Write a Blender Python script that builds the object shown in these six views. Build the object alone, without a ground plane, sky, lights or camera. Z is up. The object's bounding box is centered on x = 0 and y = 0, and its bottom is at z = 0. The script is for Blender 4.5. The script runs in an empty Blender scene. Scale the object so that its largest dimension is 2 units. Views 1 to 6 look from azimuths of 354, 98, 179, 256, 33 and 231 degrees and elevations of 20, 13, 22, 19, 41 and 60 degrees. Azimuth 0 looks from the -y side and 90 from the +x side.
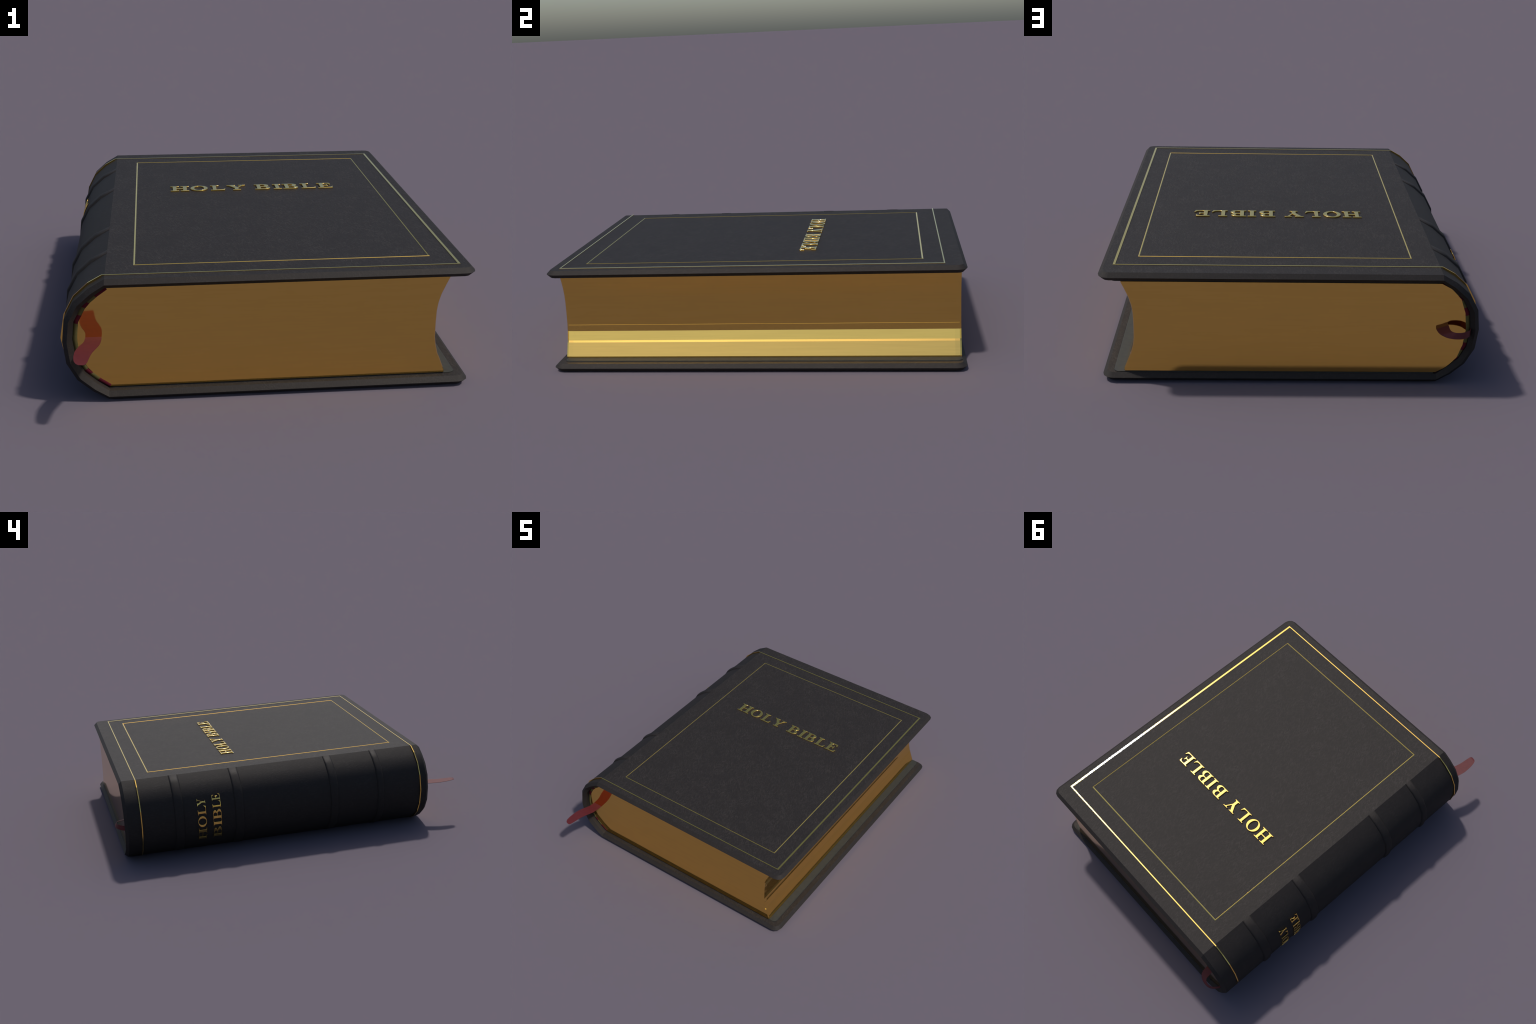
import bpy, bmesh, math, random
from mathutils import Vector

random.seed(7)

# ------------------------------------------------------------------ sizes (metres)
ZC = 0.2250                      # mid height of the closed book
HALF = 0.2232                    # half height to the outer face of a board
BOARD = 0.0322                   # board thickness
CHAMFER = 0.0165                 # board edge chamfer, seen from above
X_HINGE = -0.561                 # where a board meets the rounded spine
X_EDGE = 0.7215                  # fore edge of the boards
Y_TAIL, Y_HEAD = -0.8065, 0.9560 # lower and upper edge of the boards
GOLD = 0.0018                    # how proud the gold tooling stands
PAGE_TAIL, PAGE_HEAD = -0.768, 0.936
PAGE_HALF = 0.1855
# faceted arc of the spine, upper half: (x, height above the mid plane)
ARC = [(-0.5610, HALF), (-0.6165, 0.1910), (-0.6680, 0.1455), (-0.7025, 0.0810), (-0.7118, 0.0)]
ARC = ARC + [(x, -z) for x, z in ARC[-2::-1]]


# ------------------------------------------------------------------ helpers
def link(ob, parent=None):
    bpy.context.scene.collection.objects.link(ob)
    if parent:
        ob.parent = parent
    return ob


def mesh_object(name, verts, faces, mats, parent, sharp=35.0, flat=False, face_mats=None):
    me = bpy.data.meshes.new(name)
    me.from_pydata([tuple(v) for v in verts], [], faces)
    for m in mats if isinstance(mats, (list, tuple)) else [mats]:
        me.materials.append(m)
    bm = bmesh.new()
    bm.from_mesh(me)
    bmesh.ops.recalc_face_normals(bm, faces=bm.faces)
    bm.to_mesh(me)
    bm.free()
    if face_mats:
        for p, i in zip(me.polygons, face_mats):
            p.material_index = i
    if not flat:
        me.shade_smooth()
        me.set_sharp_from_angle(angle=math.radians(sharp))
    return link(bpy.data.objects.new(name, me), parent)


def arc_normals(pts):
    out = []
    for i, (x, z) in enumerate(pts):
        if i == 0:
            out.append((0.0, 1.0, 1.0)); continue
        if i == len(pts) - 1:
            out.append((0.0, -1.0, 1.0)); continue
        n = []
        for a, b in ((pts[i - 1], pts[i]), (pts[i], pts[i + 1])):
            dx, dz = b[0] - a[0], b[1] - a[1]
            l = math.hypot(dx, dz)
            n.append((dz / l, -dx / l))
        mx, mz = n[0][0] + n[1][0], n[0][1] + n[1][1]
        l = math.hypot(mx, mz)
        mx, mz = mx / l, mz / l
        out.append((mx, mz, 1.0 / (mx * n[0][0] + mz * n[0][1])))
    return out


ARC_N = arc_normals(ARC)


def arc_offset(d):
    """The spine arc moved outwards by d (inwards if negative)."""
    return [(x + nx * d * m, z + nz * d * m) for (x, z), (nx, nz, m) in zip(ARC, ARC_N)]


def loft(rings, closed=True):
    verts, faces = [], []
    for r in rings:
        verts += r
    n = len(rings[0])
    for i in range(len(rings) - 1):
        for j in range(n if closed else n - 1):
            k = (j + 1) % n
            faces.append((i * n + j, i * n + k, (i + 1) * n + k, (i + 1) * n + j))
    return verts, faces


def smooth_curve(pts, per=8):
    """Catmull-Rom through 3D points."""
    P = [Vector(p) for p in pts]
    P = [2 * P[0] - P[1]] + P + [2 * P[-1] - P[-2]]
    out = []
    for i in range(1, len(P) - 2):
        a, b, c, d = P[i - 1:i + 3]
        for k in range(per):
            t = k / per
            out.append(0.5 * (2 * b + (c - a) * t + (2 * a - 5 * b + 4 * c - d) * t * t + (3 * b - a - 3 * c + d) * t ** 3))
    return out + [P[-2]]


# ------------------------------------------------------------------ materials
def material(name):
    m = bpy.data.materials.new(name)
    m.use_nodes = True
    nt = m.node_tree
    return m, nt, nt.nodes, nt.links, nt.nodes["Principled BSDF"]


def ramp(nodes, p0, c0, p1, c1):
    r = nodes.new("ShaderNodeValToRGB")
    r.color_ramp.elements[0].position = p0
    r.color_ramp.elements[0].color = (*c0, 1)
    r.color_ramp.elements[1].position = p1
    r.color_ramp.elements[1].color = (*c1, 1)
    return r


def leather_material():
    """Dark hide with short, fine, paler fibres that run mostly along the height of the book."""
    m, nt, N, L, b = material("black_leather")
    co = N.new("ShaderNodeTexCoord")
    warp = N.new("ShaderNodeTexNoise")
    warp.inputs["Scale"].default_value = 9.0
    warp.inputs["Detail"].default_value = 2.0
    add = N.new("ShaderNodeMixRGB")
    add.blend_type = "ADD"
    add.inputs[0].default_value = 0.02
    L.new(co.outputs["Object"], warp.inputs["Vector"])
    L.new(co.outputs["Object"], add.inputs[1])
    L.new(warp.outputs["Color"], add.inputs[2])
    fibres = None
    for angle, across, along in ((0.30, 190, 34), (-0.28, 210, 38), (0.60, 170, 44)):
        mp = N.new("ShaderNodeMapping")
        mp.vector_type = "TEXTURE"
        mp.inputs["Rotation"].default_value = (0, 0, angle)
        mp.inputs["Scale"].default_value = (1 / across, 1 / along, 1 / across)
        L.new(add.outputs[0], mp.inputs["Vector"])
        n = N.new("ShaderNodeTexNoise")
        n.inputs["Scale"].default_value = 1.0
        n.inputs["Detail"].default_value = 2.0
        L.new(mp.outputs[0], n.inputs["Vector"])
        sharp = N.new("ShaderNodeMapRange")
        sharp.interpolation_type = "SMOOTHSTEP"
        sharp.inputs["From Min"].default_value = 0.48
        sharp.inputs["From Max"].default_value = 0.78
        L.new(n.outputs["Fac"], sharp.inputs["Value"])
        if fibres is None:
            fibres = sharp.outputs[0]
        else:
            mm = N.new("ShaderNodeMath")
            mm.operation = "MAXIMUM"
            L.new(fibres, mm.inputs[0])
            L.new(sharp.outputs[0], mm.inputs[1])
            fibres = mm.outputs[0]
    patch = N.new("ShaderNodeTexNoise")
    patch.inputs["Scale"].default_value = 14.0
    L.new(co.outputs["Object"], patch.inputs["Vector"])
    dens = N.new("ShaderNodeMapRange")
    dens.inputs["From Min"].default_value = 0.3
    dens.inputs["From Max"].default_value = 0.7
    dens.inputs["To Min"].default_value = 0.35
    L.new(patch.outputs["Fac"], dens.inputs["Value"])
    mul = N.new("ShaderNodeMath")
    mul.operation = "MULTIPLY"
    L.new(fibres, mul.inputs[0])
    L.new(dens.outputs[0], mul.inputs[1])
    # the hide is pulled smooth over the board edges and the spine
    geo = N.new("ShaderNodeNewGeometry")
    split = N.new("ShaderNodeSeparateXYZ")
    L.new(geo.outputs["True Normal"], split.inputs[0])
    up = N.new("ShaderNodeMath")
    up.operation = "ABSOLUTE"
    L.new(split.outputs["Z"], up.inputs[0])
    fade = N.new("ShaderNodeMapRange")
    fade.interpolation_type = "SMOOTHSTEP"
    fade.inputs["From Min"].default_value = 0.88
    fade.inputs["From Max"].default_value = 0.99
    fade.inputs["To Min"].default_value = 0.45
    L.new(up.outputs[0], fade.inputs["Value"])
    mul2 = N.new("ShaderNodeMath")
    mul2.operation = "MULTIPLY"
    L.new(mul.outputs[0], mul2.inputs[0])
    L.new(fade.outputs[0], mul2.inputs[1])
    mul = mul2
    bump = N.new("ShaderNodeBump")
    bump.inputs["Strength"].default_value = 0.30
    bump.inputs["Distance"].default_value = 0.002
    L.new(mul.outputs[0], bump.inputs["Height"])
    L.new(bump.outputs[0], b.inputs["Normal"])
    c = ramp(N, 0.0, LEATHER_DARK, 1.0, LEATHER_LIGHT)
    L.new(mul.outputs[0], c.inputs[0])
    L.new(c.outputs[0], b.inputs["Base Color"])
    b.inputs["Roughness"].default_value = LEATHER_ROUGH
    b.inputs["Specular IOR Level"].default_value = 0.21
    b.inputs["Specular Tint"].default_value = (1.0, 0.965, 0.92, 1)
    return m


def gold_material(name, color, rough, bump_strength=0.0, leaf_scale=(1, 1, 1)):
    m, nt, N, L, b = material(name)
    b.inputs["Metallic"].default_value = 1.0
    co = N.new("ShaderNodeTexCoord")
    mp = N.new("ShaderNodeMapping")
    mp.inputs["Scale"].default_value = leaf_scale
    L.new(co.outputs["Object"], mp.inputs["Vector"])
    n = N.new("ShaderNodeTexNoise")
    n.inputs["Scale"].default_value = 1.0
    n.inputs["Detail"].default_value = 2.0
    L.new(mp.outputs[0], n.inputs["Vector"])
    lo = tuple(c * 0.96 for c in color)
    c = ramp(N, 0.35, lo, 0.65, color)
    L.new(n.outputs["Fac"], c.inputs[0])
    L.new(c.outputs[0], b.inputs["Base Color"])
    b.inputs["Roughness"].default_value = rough
    if bump_strength:
        bump = N.new("ShaderNodeBump")
        bump.inputs["Strength"].default_value = bump_strength
        bump.inputs["Distance"].default_value = 0.001
        L.new(n.outputs["Fac"], bump.inputs["Height"])
        L.new(bump.outputs[0], b.inputs["Normal"])
    return m


def cloth_material(name, dark, light, rough, scale, gloss=0.2):
    m, nt, N, L, b = material(name)
    co = N.new("ShaderNodeTexCoord")
    n = N.new("ShaderNodeTexNoise")
    n.inputs["Scale"].default_value = scale
    n.inputs["Detail"].default_value = 3.0
    L.new(co.outputs["Object"], n.inputs["Vector"])
    c = ramp(N, 0.3, dark, 0.7, light)
    L.new(n.outputs["Fac"], c.inputs[0])
    L.new(c.outputs[0], b.inputs["Base Color"])
    b.inputs["Roughness"].default_value = rough
    b.inputs["Specular IOR Level"].default_value = gloss
    bump = N.new("ShaderNodeBump")
    bump.inputs["Strength"].default_value = 0.1
    bump.inputs["Distance"].default_value = 0.001
    L.new(n.outputs["Fac"], bump.inputs["Height"])
    L.new(bump.outputs[0], b.inputs["Normal"])
    return m


LEATHER_DARK, LEATHER_LIGHT, LEATHER_ROUGH = (0.0195, 0.0165, 0.0152), (0.040, 0.034, 0.031), 0.65
leather = leather_material()
tooling = gold_material("gold_tooling", (1.0, 0.66, 0.17), 0.08, 0.0, (40, 40, 40))
lettering = gold_material("gold_lettering", (1.0, 0.66, 0.17), 0.07, 0.0, (40, 40, 40))
gilt = gold_material("gilt_page_edge", (0.98, 0.62, 0.15), 0.07, 0.05, (6, 5, 120))
liner = cloth_material("grey_endpaper", (0.028, 0.028, 0.024), (0.034, 0.034, 0.028), 0.6, 60)
silk = cloth_material("red_silk", (0.086, 0.009, 0.011), (0.104, 0.011, 0.013), 0.62, 90, 0.38)
red_thread = cloth_material("red_thread", (0.085, 0.005, 0.012), (0.10, 0.007, 0.015), 0.9, 150)
olive_thread = cloth_material("olive_thread", (0.095, 0.078, 0.024), (0.115, 0.095, 0.030), 0.9, 150)

# ------------------------------------------------------------------ the book
book = link(bpy.data.objects.new("bible", None))
book["label"] = "closed black leather bible with gilt page edges and red ribbon"
book["category"] = "book"


# ---- boards
def board_outline(inset, corner, z):
    """Rounded rectangle, open along the hinge."""
    x1, y0, y1 = X_EDGE - inset, Y_TAIL + inset, Y_HEAD - inset
    pts = [(X_HINGE, y0, z)]
    for cx, cy, start in ((x1 - corner, y0 + corner, -90), (x1 - corner, y1 - corner, 0)):
        for k in range(4):
            a = math.radians(start + 30 * k)
            pts.append((cx + corner * math.cos(a), cy + corner * math.sin(a), z))
    pts.append((X_HINGE, y1, z))
    return pts


def board(name, side):
    """side = 1 for the upper board, -1 for the lower one."""
    z = lambda d: ZC + side * (HALF - d)
    rings = [board_outline(CHAMFER, 0.026, z(0)),
             board_outline(0, 0.042, z(BOARD / 2)),
             board_outline(CHAMFER, 0.026, z(BOARD))]
    n = len(rings[0])
    v, f = loft(rings, closed=False)
    f.append(tuple(range(n)))
    f.append(tuple(range(2 * n, 3 * n)))
    return mesh_object(name, v, f, leather, book)


front_cover = board("front_cover", 1)
back_cover = board("back_cover", -1)

# ---- spine
section = [(Y_TAIL + CHAMFER, 0), (Y_TAIL, -BOARD / 2), (Y_TAIL + CHAMFER, -BOARD),
           (Y_HEAD - CHAMFER, -BOARD), (Y_HEAD, -BOARD / 2), (Y_HEAD - CHAMFER, 0)]
rings = [[] for _ in ARC]
for y, d in section:
    for i, (x, z) in enumerate(arc_offset(d)):
        rings[i].append((x, y, ZC + z))
v, f = loft(rings, closed=True)
spine = mesh_object("spine", v, f, leather, book)


# ---- raised bands over the spine
def raised_band(y0, y1):
    edge, high = 0.009, 0.0075
    mid = (y0 + y1) / 2
    prof = [(y0 - edge * 0.35, -0.004, -1.0), (y0, 0.0010, -0.9), (y0 + edge * 0.45, high * 0.75, -0.6), (y0 + edge, high, -0.15), (mid, high + 0.0006, 0),
            (y1 - edge, high, 0.15), (y1 - edge * 0.45, high * 0.75, 0.6), (y1, 0.0010, 0.9), (y1 + edge * 0.35, -0.004, 1.0)]
    # the band grows out of the board: lower at both ends of the arc
    verts, faces, normals = [], [], []
    n = len(ARC)
    for y, d, tilt in prof:
        for i in range(n):
            e = min(i, n - 1 - i)
            k = 0.12 if e == 0 else 1.0
            dd = d if d < 0.0011 else max(d * k, 0.0004)
            (x, z), (nx, nz, m) = ARC[i], ARC_N[i]
            verts.append((x + nx * dd * m, y, ZC + z + nz * dd * m))
            s = math.sqrt(max(0.0, 1 - tilt * tilt))
            normals.append((nx * s, tilt, nz * s))
    for j in range(len(prof) - 1):
        for i in range(n - 1):
            a = j * n + i
            faces.append((a, a + 1, a + n + 1, a + n))
    ob = mesh_object("raised_band", verts, faces, leather, spine, sharp=180)
    me = ob.data
    # normals must agree with the winding
    c = me.polygons[n * 3].center
    if me.polygons[(n - 1) * 3 + 3].normal.x > 0:
        me.flip_normals()
    me.normals_split_custom_set_from_vertices(normals)
    return ob


for y0, y1 in ((-0.5315, -0.4915), (-0.2575, -0.2095), (0.2935, 0.3450), (0.6300, 0.6820)):
    raised_band(y0, y1)


# ---- page block: gilt on three sides
# hollow fore edge, upper to lower: (x, height above mid plane); two thin ledges between leaves
FORE = [(0.6388, PAGE_HALF), (0.6385, 0.180), (0.6270, 0.155), (0.6115, 0.119), (0.6022, 0.086), (0.5980, 0.055),
        (0.5968, 0.010), (0.5974, -0.0478), (0.5976, -0.0490), (0.6010, -0.0755), (0.6112, -0.1152), (0.6158, -0.1230),
        (0.6388, -0.180), (0.6388, -PAGE_HALF)]
page_arc = [(X_HINGE + 0.002, PAGE_HALF), (-0.5980, 0.1640), (-0.6410, 0.1190), (-0.6640, 0.0620), (-0.6680, 0.0)]
page_arc = page_arc + [(x, -z) for x, z in page_arc[-2::-1]]
# the rounded back of the leaves is trimmed a little tighter at the tail than at the head
tail_arc = [(X_HINGE + 0.004, PAGE_HALF), (-0.5920, 0.1560), (-0.6320, 0.1090), (-0.6590, 0.0560), (-0.6625, 0.0)]
tail_arc = tail_arc + [(x, -z) for x, z in tail_arc[-2::-1]]
outline = FORE + list(reversed(page_arc))


def page_ring(y, pull):
    t = (PAGE_HEAD - y) / (PAGE_HEAD - PAGE_TAIL)
    back = [(a[0] + (b[0] - a[0]) * t, a[1] + (b[1] - a[1]) * t) for a, b in zip(page_arc, tail_arc)]
    return [(x - pull, y, ZC + z) for x, z in FORE] + [(x, y, ZC + z) for x, z in reversed(back)]


stations = [(PAGE_TAIL, 0.0042), (PAGE_TAIL + 0.0065, 0.0009), (PAGE_TAIL + 0.027, 0.0),
            (PAGE_HEAD - 0.027, 0.0), (PAGE_HEAD - 0.0065, 0.0009), (PAGE_HEAD, 0.0042)]
rings = [page_ring(y, p) for y, p in stations]
v, f = loft(rings, closed=True)
n = len(outline)
f.append(tuple(range(n)))
f.append(tuple(range((len(rings) - 1) * n, len(rings) * n)))
mesh_object("page_block", v, f, gilt, book, flat=True)


# ---- grey endpapers lining the boards
def endpaper(side):
    x1, y0, y1, r = 0.6775, -0.7650, 0.9370, 0.022
    z0, z1 = ZC + side * (HALF - BOARD + 0.0004), ZC + side * (PAGE_HALF + 0.0008)
    rings = []
    for z, inset in ((z0, 0.0), (z0 * 0.35 + z1 * 0.65, 0.0), (z1, 0.003)):
        pts = [(X_HINGE + 0.01, y0 + inset, z)]
        for cx, cy, start in ((x1 - r, y0 + r, -90), (x1 - r, y1 - r, 0)):
            for k in range(5):
                a = math.radians(start + 22.5 * k)
                pts.append((cx + (r - inset) * math.cos(a), cy + (r - inset) * math.sin(a), z))
        pts.append((X_HINGE + 0.01, y1 - inset, z))
        rings.append(pts)
    v, f = loft(rings, closed=True)
    k = len(rings[0])
    f += [tuple(range(k)), tuple(range(2 * k, 3 * k))]
    mesh_object("endpaper", v, f, liner, front_cover if side > 0 else back_cover)


endpaper(1)
endpaper(-1)


# ---- striped headbands at both ends of the page block
def along_arc(pts, heights):
    """Insert points of the polyline at the given heights."""
    out = []
    for (xa, za), (xb, zb) in zip(pts, pts[1:]):
        out.append((xa, za))
        for h in heights:
            if za > h + 1e-6 and zb < h - 1e-6:
                t = (za - h) / (za - zb)
                out.append((xa + (xb - xa) * t, h))
    return out + [pts[-1]]


def headband(y, outward, thinnest):
    cuts = [0.161, 0.138, 0.120, 0.091, 0.0586]
    cuts = cuts + [-c for c in reversed(cuts)]
    outer = along_arc(arc_offset(-0.0320), cuts)
    rings = []
    for x, z in outer:
        # direction to the inside of the book, found on the arc itself
        l = math.hypot(x + 0.50, z * 0.62)
        dx, dz = (-0.50 - x) / l, -z * 0.62 / l
        full = min(1.0, max(thinnest, 1.0 - (abs(z) - 0.07) / 0.13))   # thins out towards the boards
        ring = []
        for k in range(8):
            a = 2 * math.pi * k / 8
            d = 0.0095 * full * (1 - math.cos(a))
            ring.append((x + dx * d, y + outward * 0.006 * (0.4 + 0.6 * full) * math.sin(a), ZC + max(-0.187, min(0.187, z + dz * d))))
        rings.append(ring)
    v, f = loft(rings, closed=True)
    fm = []
    for i in range(len(rings) - 1):
        zm = (outer[i][1] + outer[i + 1][1]) / 2
        stripe = sum(1 for c in cuts if abs(zm) < abs(c) and c > 0) % 2
        fm += [1 if stripe else 0] * 8
    mesh_object("headband", v, f, [red_thread, olive_thread], book, face_mats=fm, sharp=60)


headband(PAGE_TAIL + 0.004, -1, 0.95)
headband(PAGE_HEAD - 0.004, 1, 0.25)


# ---- ribbon bookmark: one end hangs out at the tail, a loop shows at the head
def ribbon(name, left, right, per=8, rounded_tip=False, thick=0.0016):
    A, B = smooth_curve(left, per), smooth_curve(right, per)
    rings = []
    last = len(A) - 1
    for i, (a, b) in enumerate(zip(A, B)):
        t = (A[min(i + 1, last)] - A[max(i - 1, 0)]) + (B[min(i + 1, last)] - B[max(i - 1, 0)])
        nrm = (b - a).cross(t).normalized() * thick / 2
        q = [a.lerp(b, k / 4) for k in range(5)]
        rings.append([p + nrm for p in q] + [p - nrm for p in reversed(q)])
    if rounded_tip:
        tdir = ((A[-1] - A[-2]) + (B[-1] - B[-2])).normalized()
        for s, k in ((0.0055, 0.86), (0.0105, 0.45)):
            mid = (A[-1] + B[-1]) / 2
            rings.append([mid + (p - mid) * k + tdir * s - Vector((0, 0, s * 0.25)) for p in rings[last]])
    v, f = loft(rings, closed=True)
    f += [tuple(range(10)), tuple(range(len(v) - 10, len(v)))]
    return mesh_object(name, v, f, silk, book, sharp=60)


ribbon("ribbon_bookmark",
       [(-0.632, -0.740, 0.2275), (-0.6350, -0.768, 0.2285), (-0.6385, -0.8103, 0.2301), (-0.6524, -0.8491, 0.2316), (-0.6625, -0.8918, 0.2332), (-0.6634, -0.9427, 0.2352), (-0.6590, -0.9740, 0.2364), (-0.6560, -0.9820, 0.2367)],
       [(-0.580, -0.740, 0.2275), (-0.5799, -0.768, 0.2285), (-0.5800, -0.8026, 0.2298), (-0.5852, -0.8427, 0.2314), (-0.6055, -0.9060, 0.2338), (-0.6137, -0.9600, 0.2359), (-0.6165, -0.9820, 0.2367), (-0.6190, -0.9900, 0.2370)],
       rounded_tip=True)
ribbon("ribbon_bookmark",
       [(-0.551, 0.910, 0.2250), (-0.550, 0.9360, 0.2240), (-0.555, 0.9660, 0.2220), (-0.567, 0.9835, 0.2190), (-0.587, 0.9945, 0.2145), (-0.610, 0.9990, 0.2125), (-0.634, 0.9970, 0.2115), (-0.655, 0.9860, 0.2100), (-0.672, 0.9620, 0.2060), (-0.684, 0.930, 0.2020)],
       [(-0.596, 0.910, 0.2420), (-0.596, 0.9360, 0.2400), (-0.598, 0.9560, 0.2340), (-0.601, 0.9745, 0.2340), (-0.611, 0.9870, 0.2345), (-0.624, 0.9910, 0.2350), (-0.640, 0.9900, 0.2355), (-0.657, 0.9820, 0.2360), (-0.673, 0.9620, 0.2340), (-0.684, 0.930, 0.2300)])


# ---- gold frame lines on both boards
def bar(parent, corners, side, proud):
    """A flat mitred strip; corners = outer start, outer end, inner end, inner start."""
    z0, z1 = ZC + side * (HALF - 0.002), ZC + side * (HALF + proud)
    v = [(x, y, z0) for x, y in corners] + [(x, y, z1) for x, y in corners]
    f = [(0, 1, 2, 3), (4, 5, 6, 7)] + [(i, (i + 1) % 4, (i + 1) % 4 + 4, i + 4) for i in range(4)]
    return mesh_object("gold_line", v, f, tooling, parent, flat=True)


SLOPE_RIDGE, SLOPE_RIM = 25, 36


def ridged_bar(parent, corners, side, rim, ridge):
    """A mitred strip with a low ridge along its middle, like a roof."""
    a, b, c, d = corners
    mid = lambda p, q: ((p[0] + q[0]) / 2, (p[1] + q[1]) / 2)
    z = lambda h: ZC + side * (HALF + h)
    v = [(*p, z(-0.002)) for p in (a, b, c, d)] + [(*p, z(rim)) for p in (a, b, c, d)] + [(*mid(a, d), z(ridge)), (*mid(b, c), z(ridge))]
    f = [(0, 1, 2, 3), (0, 1, 5, 4), (2, 3, 7, 6), (4, 5, 9, 8), (8, 9, 6, 7), (0, 4, 8, 7, 3), (1, 5, 9, 6, 2)]
    ob = mesh_object("gold_line", v, f, lettering, parent, flat=True)
    # each slope is slightly domed: steeper shading at the rim, flatter at the ridge
    me = ob.data
    me.shade_smooth()
    out = Vector((mid(a, b)[0] - mid(c, d)[0], mid(a, b)[1] - mid(c, d)[1], 0)).normalized()
    up = Vector((0, 0, side))
    loops = []
    for p in me.polygons:
        lean = p.normal.dot(out)
        slope = 0.1 < abs(lean) < 0.9
        for li in p.loop_indices:
            vi = me.loops[li].vertex_index
            if slope:
                ang = math.radians(SLOPE_RIDGE if vi >= 8 else SLOPE_RIM)
                loops.append(up * math.cos(ang) + out * math.copysign(math.sin(ang), lean))
            else:
                loops.append(p.normal.copy())
    me.normals_split_custom_set(loops)
    return ob


for cover, side in ((front_cover, 1), (back_cover, -1)):
    # inner frame
    x0, x1, y0, y1, wx, wy = -0.4650, 0.5872, -0.6630, 0.7820, 0.0054, 0.0062
    O = [(x0, y0), (x1, y0), (x1, y1), (x0, y1)]
    I = [(x0 + wx, y0 + wy), (x1 - wx, y0 + wy), (x1 - wx, y1 - wy), (x0 + wx, y1 - wy)]
    for k in range(4):
        ridged_bar(cover, [O[k], O[(k + 1) % 4], I[(k + 1) % 4], I[k]], side, 0.0004, 0.0004 + 0.225 * (wy if k % 2 == 0 else wx))
    # outer frame: three sides, open towards the spine
    x0, x1, y0, y1, wx, wy = -0.571, 0.6722, -0.7537, 0.8672, 0.0090, 0.0050
    bar(cover, [(x0, y0), (x1, y0), (x1 - wx, y0 + wy), (x0, y0 + wy)], side, GOLD)
    bar(cover, [(x1, y0), (x1, y1), (x1 - wx, y1 - wy), (x1 - wx, y0 + wy)], side, GOLD)
    bar(cover, [(x1, y1), (x0, y1), (x0, y1 - wy), (x1 - wx, y1 - wy)], side, GOLD)

# gold bands round the spine, continuing the outer frame
path_out = [(-0.571, HALF + GOLD), (-0.6195, 0.1980), (-0.6700, 0.1520), (-0.7050, 0.0860), (-0.7205, 0.0)]
path_out = path_out + [(x, -z) for x, z in path_out[-2::-1]]
path_in = [(-0.571, HALF - 0.010)] + arc_offset(-0.002)[1:-1] + [(-0.571, -HALF + 0.010)]
for y0, y1 in ((-0.7537, -0.7487), (0.8622, 0.8672)):
    rings = [[(xo, y0, ZC + zo), (xo, y1, ZC + zo), (xi, y1, ZC + zi), (xi, y0, ZC + zi)]
             for (xo, zo), (xi, zi) in zip(path_out, path_in)]
    v, f = loft(rings, closed=True)
    mesh_object("gold_band", v, f, tooling, spine, flat=True)

# ------------------------------------------------------------------ lettering
# Slab-serif capitals drawn as closed outlines, cap height 1.
T, BR = 0.085, 0.035            # serif thickness, bracket


def arc_pts(cx, cy, rx, ry, a0, a1, n):
    return [(cx + rx * math.cos(math.radians(a0 + (a1 - a0) * k / n)), cy + ry * math.sin(math.radians(a0 + (a1 - a0) * k / n))) for k in range(n + 1)]


def foot(x0, xa, xb, x1):
    """Serif under a stem from xa to xb, left to right along the baseline, ending up the stem's right side."""
    return [(xa, T + BR), (xa - BR, T), (x0, T * 0.85), (x0, 0), (x1, 0), (x1, T * 0.85), (xb + BR, T), (xb, T + BR)]


def head(x0, xa, xb, x1):
    return [(xb, 1 - T - BR), (xb + BR, 1 - T), (x1, 1 - T * 0.85), (x1, 1), (x0, 1), (x0, 1 - T * 0.85), (xa - BR, 1 - T), (xa, 1 - T - BR)]


def letter_H():
    a = foot(0, 0.14, 0.37, 0.52) + [(0.37, 0.46), (0.76, 0.46)] + foot(0.61, 0.76, 0.99, 1.13)
    return [a + head(0.61, 0.76, 0.99, 1.13) + [(0.76, 0.56), (0.37, 0.56)] + head(0, 0.14, 0.37, 0.52)]


def letter_O():
    return [arc_pts(0.53, 0.5, 0.53, 0.525, 0, 352.5, 47), arc_pts(0.53, 0.5, 0.295, 0.435, 0, -350, 35)]


def letter_L():
    return [[(0.14, T + BR), (0.14 - BR, T), (0, T * 0.85), (0, 0), (0.88, 0), (0.94, 0.31), (0.875, 0.32), (0.84, 0.22), (0.76, 0.13), (0.62, 0.095), (0.42, 0.09), (0.37, 0.13)]
            + head(0, 0.14, 0.37, 0.54)]


def letter_Y():
    f = foot(0.33, 0.46, 0.69, 0.82)
    return [f + [(0.69, 0.42), (0.955, 0.885), (1.00, 0.92), (1.14, 0.93), (1.14, 1), (0.71, 1), (0.71, 0.93), (0.80, 0.92), (0.845, 0.885), (0.655, 0.54),
                 (0.43, 0.885), (0.45, 0.92), (0.53, 0.93), (0.53, 1), (0.0, 1), (0.0, 0.93), (0.10, 0.92), (0.155, 0.885), (0.46, 0.40)]]


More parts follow.
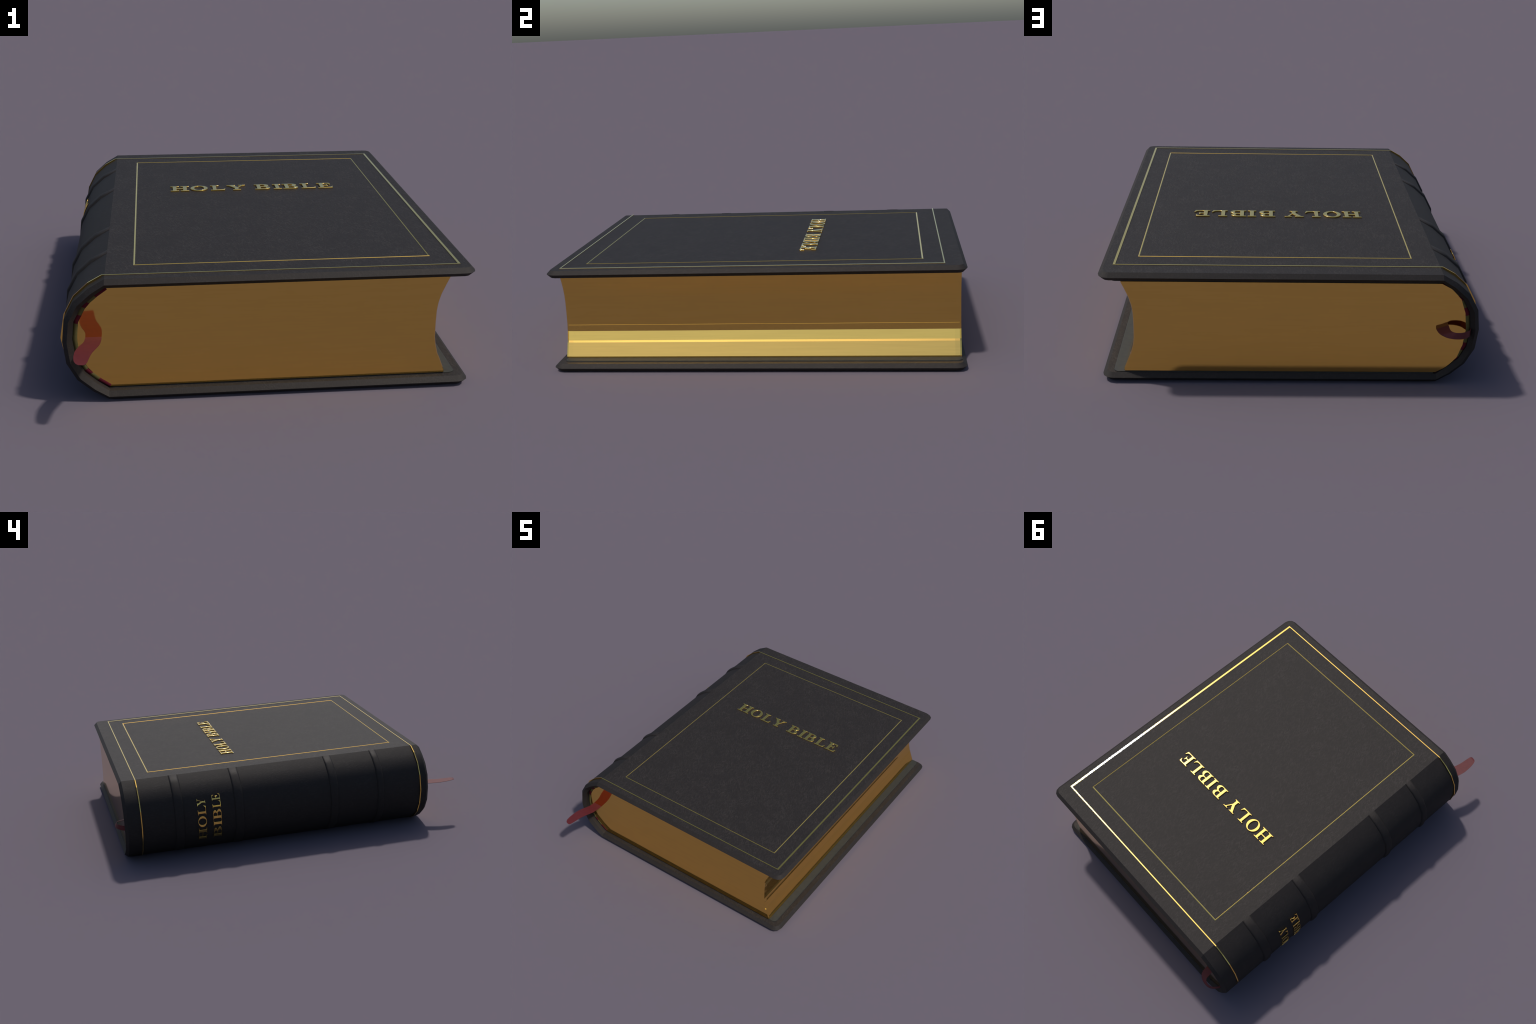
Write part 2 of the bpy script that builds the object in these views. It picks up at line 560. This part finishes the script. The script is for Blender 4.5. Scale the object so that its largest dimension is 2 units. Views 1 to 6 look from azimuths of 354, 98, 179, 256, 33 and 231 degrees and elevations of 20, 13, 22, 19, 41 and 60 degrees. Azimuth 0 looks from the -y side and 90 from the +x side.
def letter_B():
    out = [(0.14, T + BR), (0.14 - BR, T), (0, T * 0.85), (0, 0), (0.58, 0)]
    out += arc_pts(0.60, 0.27, 0.34, 0.27, -90, 55, 12)[1:] + [(0.72, 0.535)]
    out += arc_pts(0.55, 0.765, 0.33, 0.235, -40, 90, 11)
    out += [(0, 1), (0, 1 - T * 0.85), (0.14 - BR, 1 - T), (0.14, 1 - T - BR)]
    low = [(0.37, 0.09), (0.56, 0.085)] + arc_pts(0.54, 0.275, 0.155, 0.195, -75, 75, 8) + [(0.50, 0.475), (0.37, 0.475)]
    up = [(0.37, 0.56), (0.48, 0.56)] + arc_pts(0.48, 0.735, 0.155, 0.18, -70, 75, 8) + [(0.46, 0.918), (0.37, 0.918)]
    return [out, list(reversed(low)), list(reversed(up))]


def letter_I():
    return [foot(0, 0.14, 0.37, 0.51) + head(0, 0.14, 0.37, 0.51)]


def letter_E():
    out = [(0.14, T + BR), (0.14 - BR, T), (0, T * 0.85), (0, 0), (0.88, 0), (0.94, 0.30), (0.875, 0.31), (0.84, 0.22), (0.76, 0.13), (0.62, 0.095), (0.42, 0.09), (0.37, 0.13),
           (0.37, 0.46), (0.50, 0.46), (0.56, 0.43), (0.58, 0.34), (0.645, 0.34), (0.645, 0.69), (0.58, 0.69), (0.56, 0.59), (0.50, 0.56), (0.37, 0.56),
           (0.37, 0.87), (0.42, 0.91), (0.58, 0.905), (0.68, 0.87), (0.74, 0.80), (0.765, 0.71), (0.83, 0.72), (0.80, 1), (0, 1),
           (0, 1 - T * 0.85), (0.14 - BR, 1 - T), (0.14, 1 - T - BR)]
    return [out]


WIDTH = {"H": 1.13, "O": 1.06, "L": 0.94, "Y": 1.14, "B": 0.94, "I": 0.51, "E": 0.94}
SHAPE = {"H": letter_H, "O": letter_O, "L": letter_L, "Y": letter_Y, "B": letter_B, "I": letter_I, "E": letter_E}


def letter_mesh(ch, sx, sy, depth, bevel, thinner=0.0):
    """Filled, extruded and round-edged capital lying in the xy plane, its foot on z = 0."""
    cu = bpy.data.curves.new("letter_outline", "CURVE")
    cu.dimensions = "2D"
    cu.fill_mode = "BOTH"
    cu.extrude = depth
    cu.bevel_depth = bevel
    cu.bevel_resolution = 2
    cu.offset = -bevel - thinner
    for loop in SHAPE[ch]():
        s = cu.splines.new("POLY")
        s.points.add(len(loop) - 1)
        for p, (x, y) in zip(s.points, loop):
            p.co = (x * sx, y * sy, 0, 1)
        s.use_cyclic_u = True
    ob = bpy.data.objects.new("letter_outline", cu)
    bpy.context.scene.collection.objects.link(ob)
    dg = bpy.context.evaluated_depsgraph_get()
    me = bpy.data.meshes.new_from_object(ob.evaluated_get(dg))
    bpy.data.objects.remove(ob)
    bpy.data.curves.remove(cu)
    bm = bmesh.new()
    bm.from_mesh(me)
    bmesh.ops.remove_doubles(bm, verts=bm.verts, dist=1e-6)
    # crisp rim between the flat face and the rounded edge
    bm.normal_update()
    for f in bm.faces:
        f.smooth = True
    for e in bm.edges:
        flat = [abs(f.normal.z) > 0.99 for f in e.link_faces]
        e.smooth = not (any(flat) and not all(flat)) and (len(flat) < 2 or e.calc_face_angle(0) < math.radians(50))
    bm.to_mesh(me)
    bm.free()
    return me


def finish_letter(me, parent):
    me.name = "gold_letter"
    me.materials.clear()
    me.materials.append(lettering)
    return link(bpy.data.objects.new("gold_letter", me), parent)


# title on the front board: (letter, left edge, right edge)
BASE, CAP = 0.2495, 0.0728
TITLE = [("H", -0.3142, -0.2330), ("O", -0.2270, -0.1510), ("L", -0.1395, -0.0735), ("Y", -0.0663, 0.0160),
         ("B", 0.0553, 0.1238), ("I", 0.1368, 0.1740), ("B", 0.1795, 0.2480), ("L", 0.2604, 0.3275), ("E", 0.3355, 0.4035)]
for ch, xa, xb in TITLE:
    me = letter_mesh(ch, (xb - xa) / WIDTH[ch], CAP, 0.0020, 0.0017)
    lo = min(v.co.z for v in me.vertices)
    for v in me.vertices:
        v.co = Vector((xa + v.co.x, BASE + v.co.y, ZC + HALF - 0.0012 + (v.co.z - lo)))
    finish_letter(me, front_cover)

# title on the spine, wrapped round the arc: (letter, lower edge, upper edge as heights)
fine = smooth_curve([(x, 0, z) for x, z in ARC], 12)
length = [0.0]
for a, b in zip(fine, fine[1:]):
    length.append(length[-1] + (b - a).length)


def at_length(s):
    for i in range(len(fine) - 1):
        if length[i + 1] >= s or i == len(fine) - 2:
            t = (s - length[i]) / (length[i + 1] - length[i])
            p = fine[i].lerp(fine[i + 1], t)
            d = (fine[i + 1] - fine[i]).normalized()
            return p, Vector((d.z, 0, -d.x))


def length_at(z):
    for i in range(len(fine) - 1):
        if fine[i].z >= z >= fine[i + 1].z:
            return length[i] + (length[i + 1] - length[i]) * (fine[i].z - z) / (fine[i].z - fine[i + 1].z)


WORDS = [(0.5085, [("H", 0.0930, 0.1740), ("O", 0.1780, 0.2440), ("L", 0.2485, 0.3025), ("Y", 0.2985, 0.3390)]),
         (0.4240, [("B", 0.0980, 0.1690), ("I", 0.1735, 0.2095), ("B", 0.2105, 0.2735), ("L", 0.2780, 0.3190), ("E", 0.3175, 0.3515)])]
for base, word in WORDS:
    for ch, za, zb in word:
        sa, sb = length_at(za - ZC), length_at(zb - ZC)
        me = letter_mesh(ch, (sa - sb) / WIDTH[ch], 0.0475, 0.0016, 0.0008, 0.0009)
        bm = bmesh.new()
        bm.from_mesh(me)
        w = sa - sb
        for k in range(1, 12):
            bmesh.ops.bisect_plane(bm, geom=bm.verts[:] + bm.edges[:] + bm.faces[:], plane_co=(w * k / 12, 0, 0), plane_no=(1, 0, 0))
        bm.to_mesh(me)
        bm.free()
        lo = min(v.co.z for v in me.vertices)
        for v in me.vertices:
            p, nrm = at_length(sa - v.co.x)
            p = p + nrm * (v.co.z - lo - 0.0012)
            v.co = Vector((p.x, base + v.co.y, ZC + p.z))
        finish_letter(me, spine)
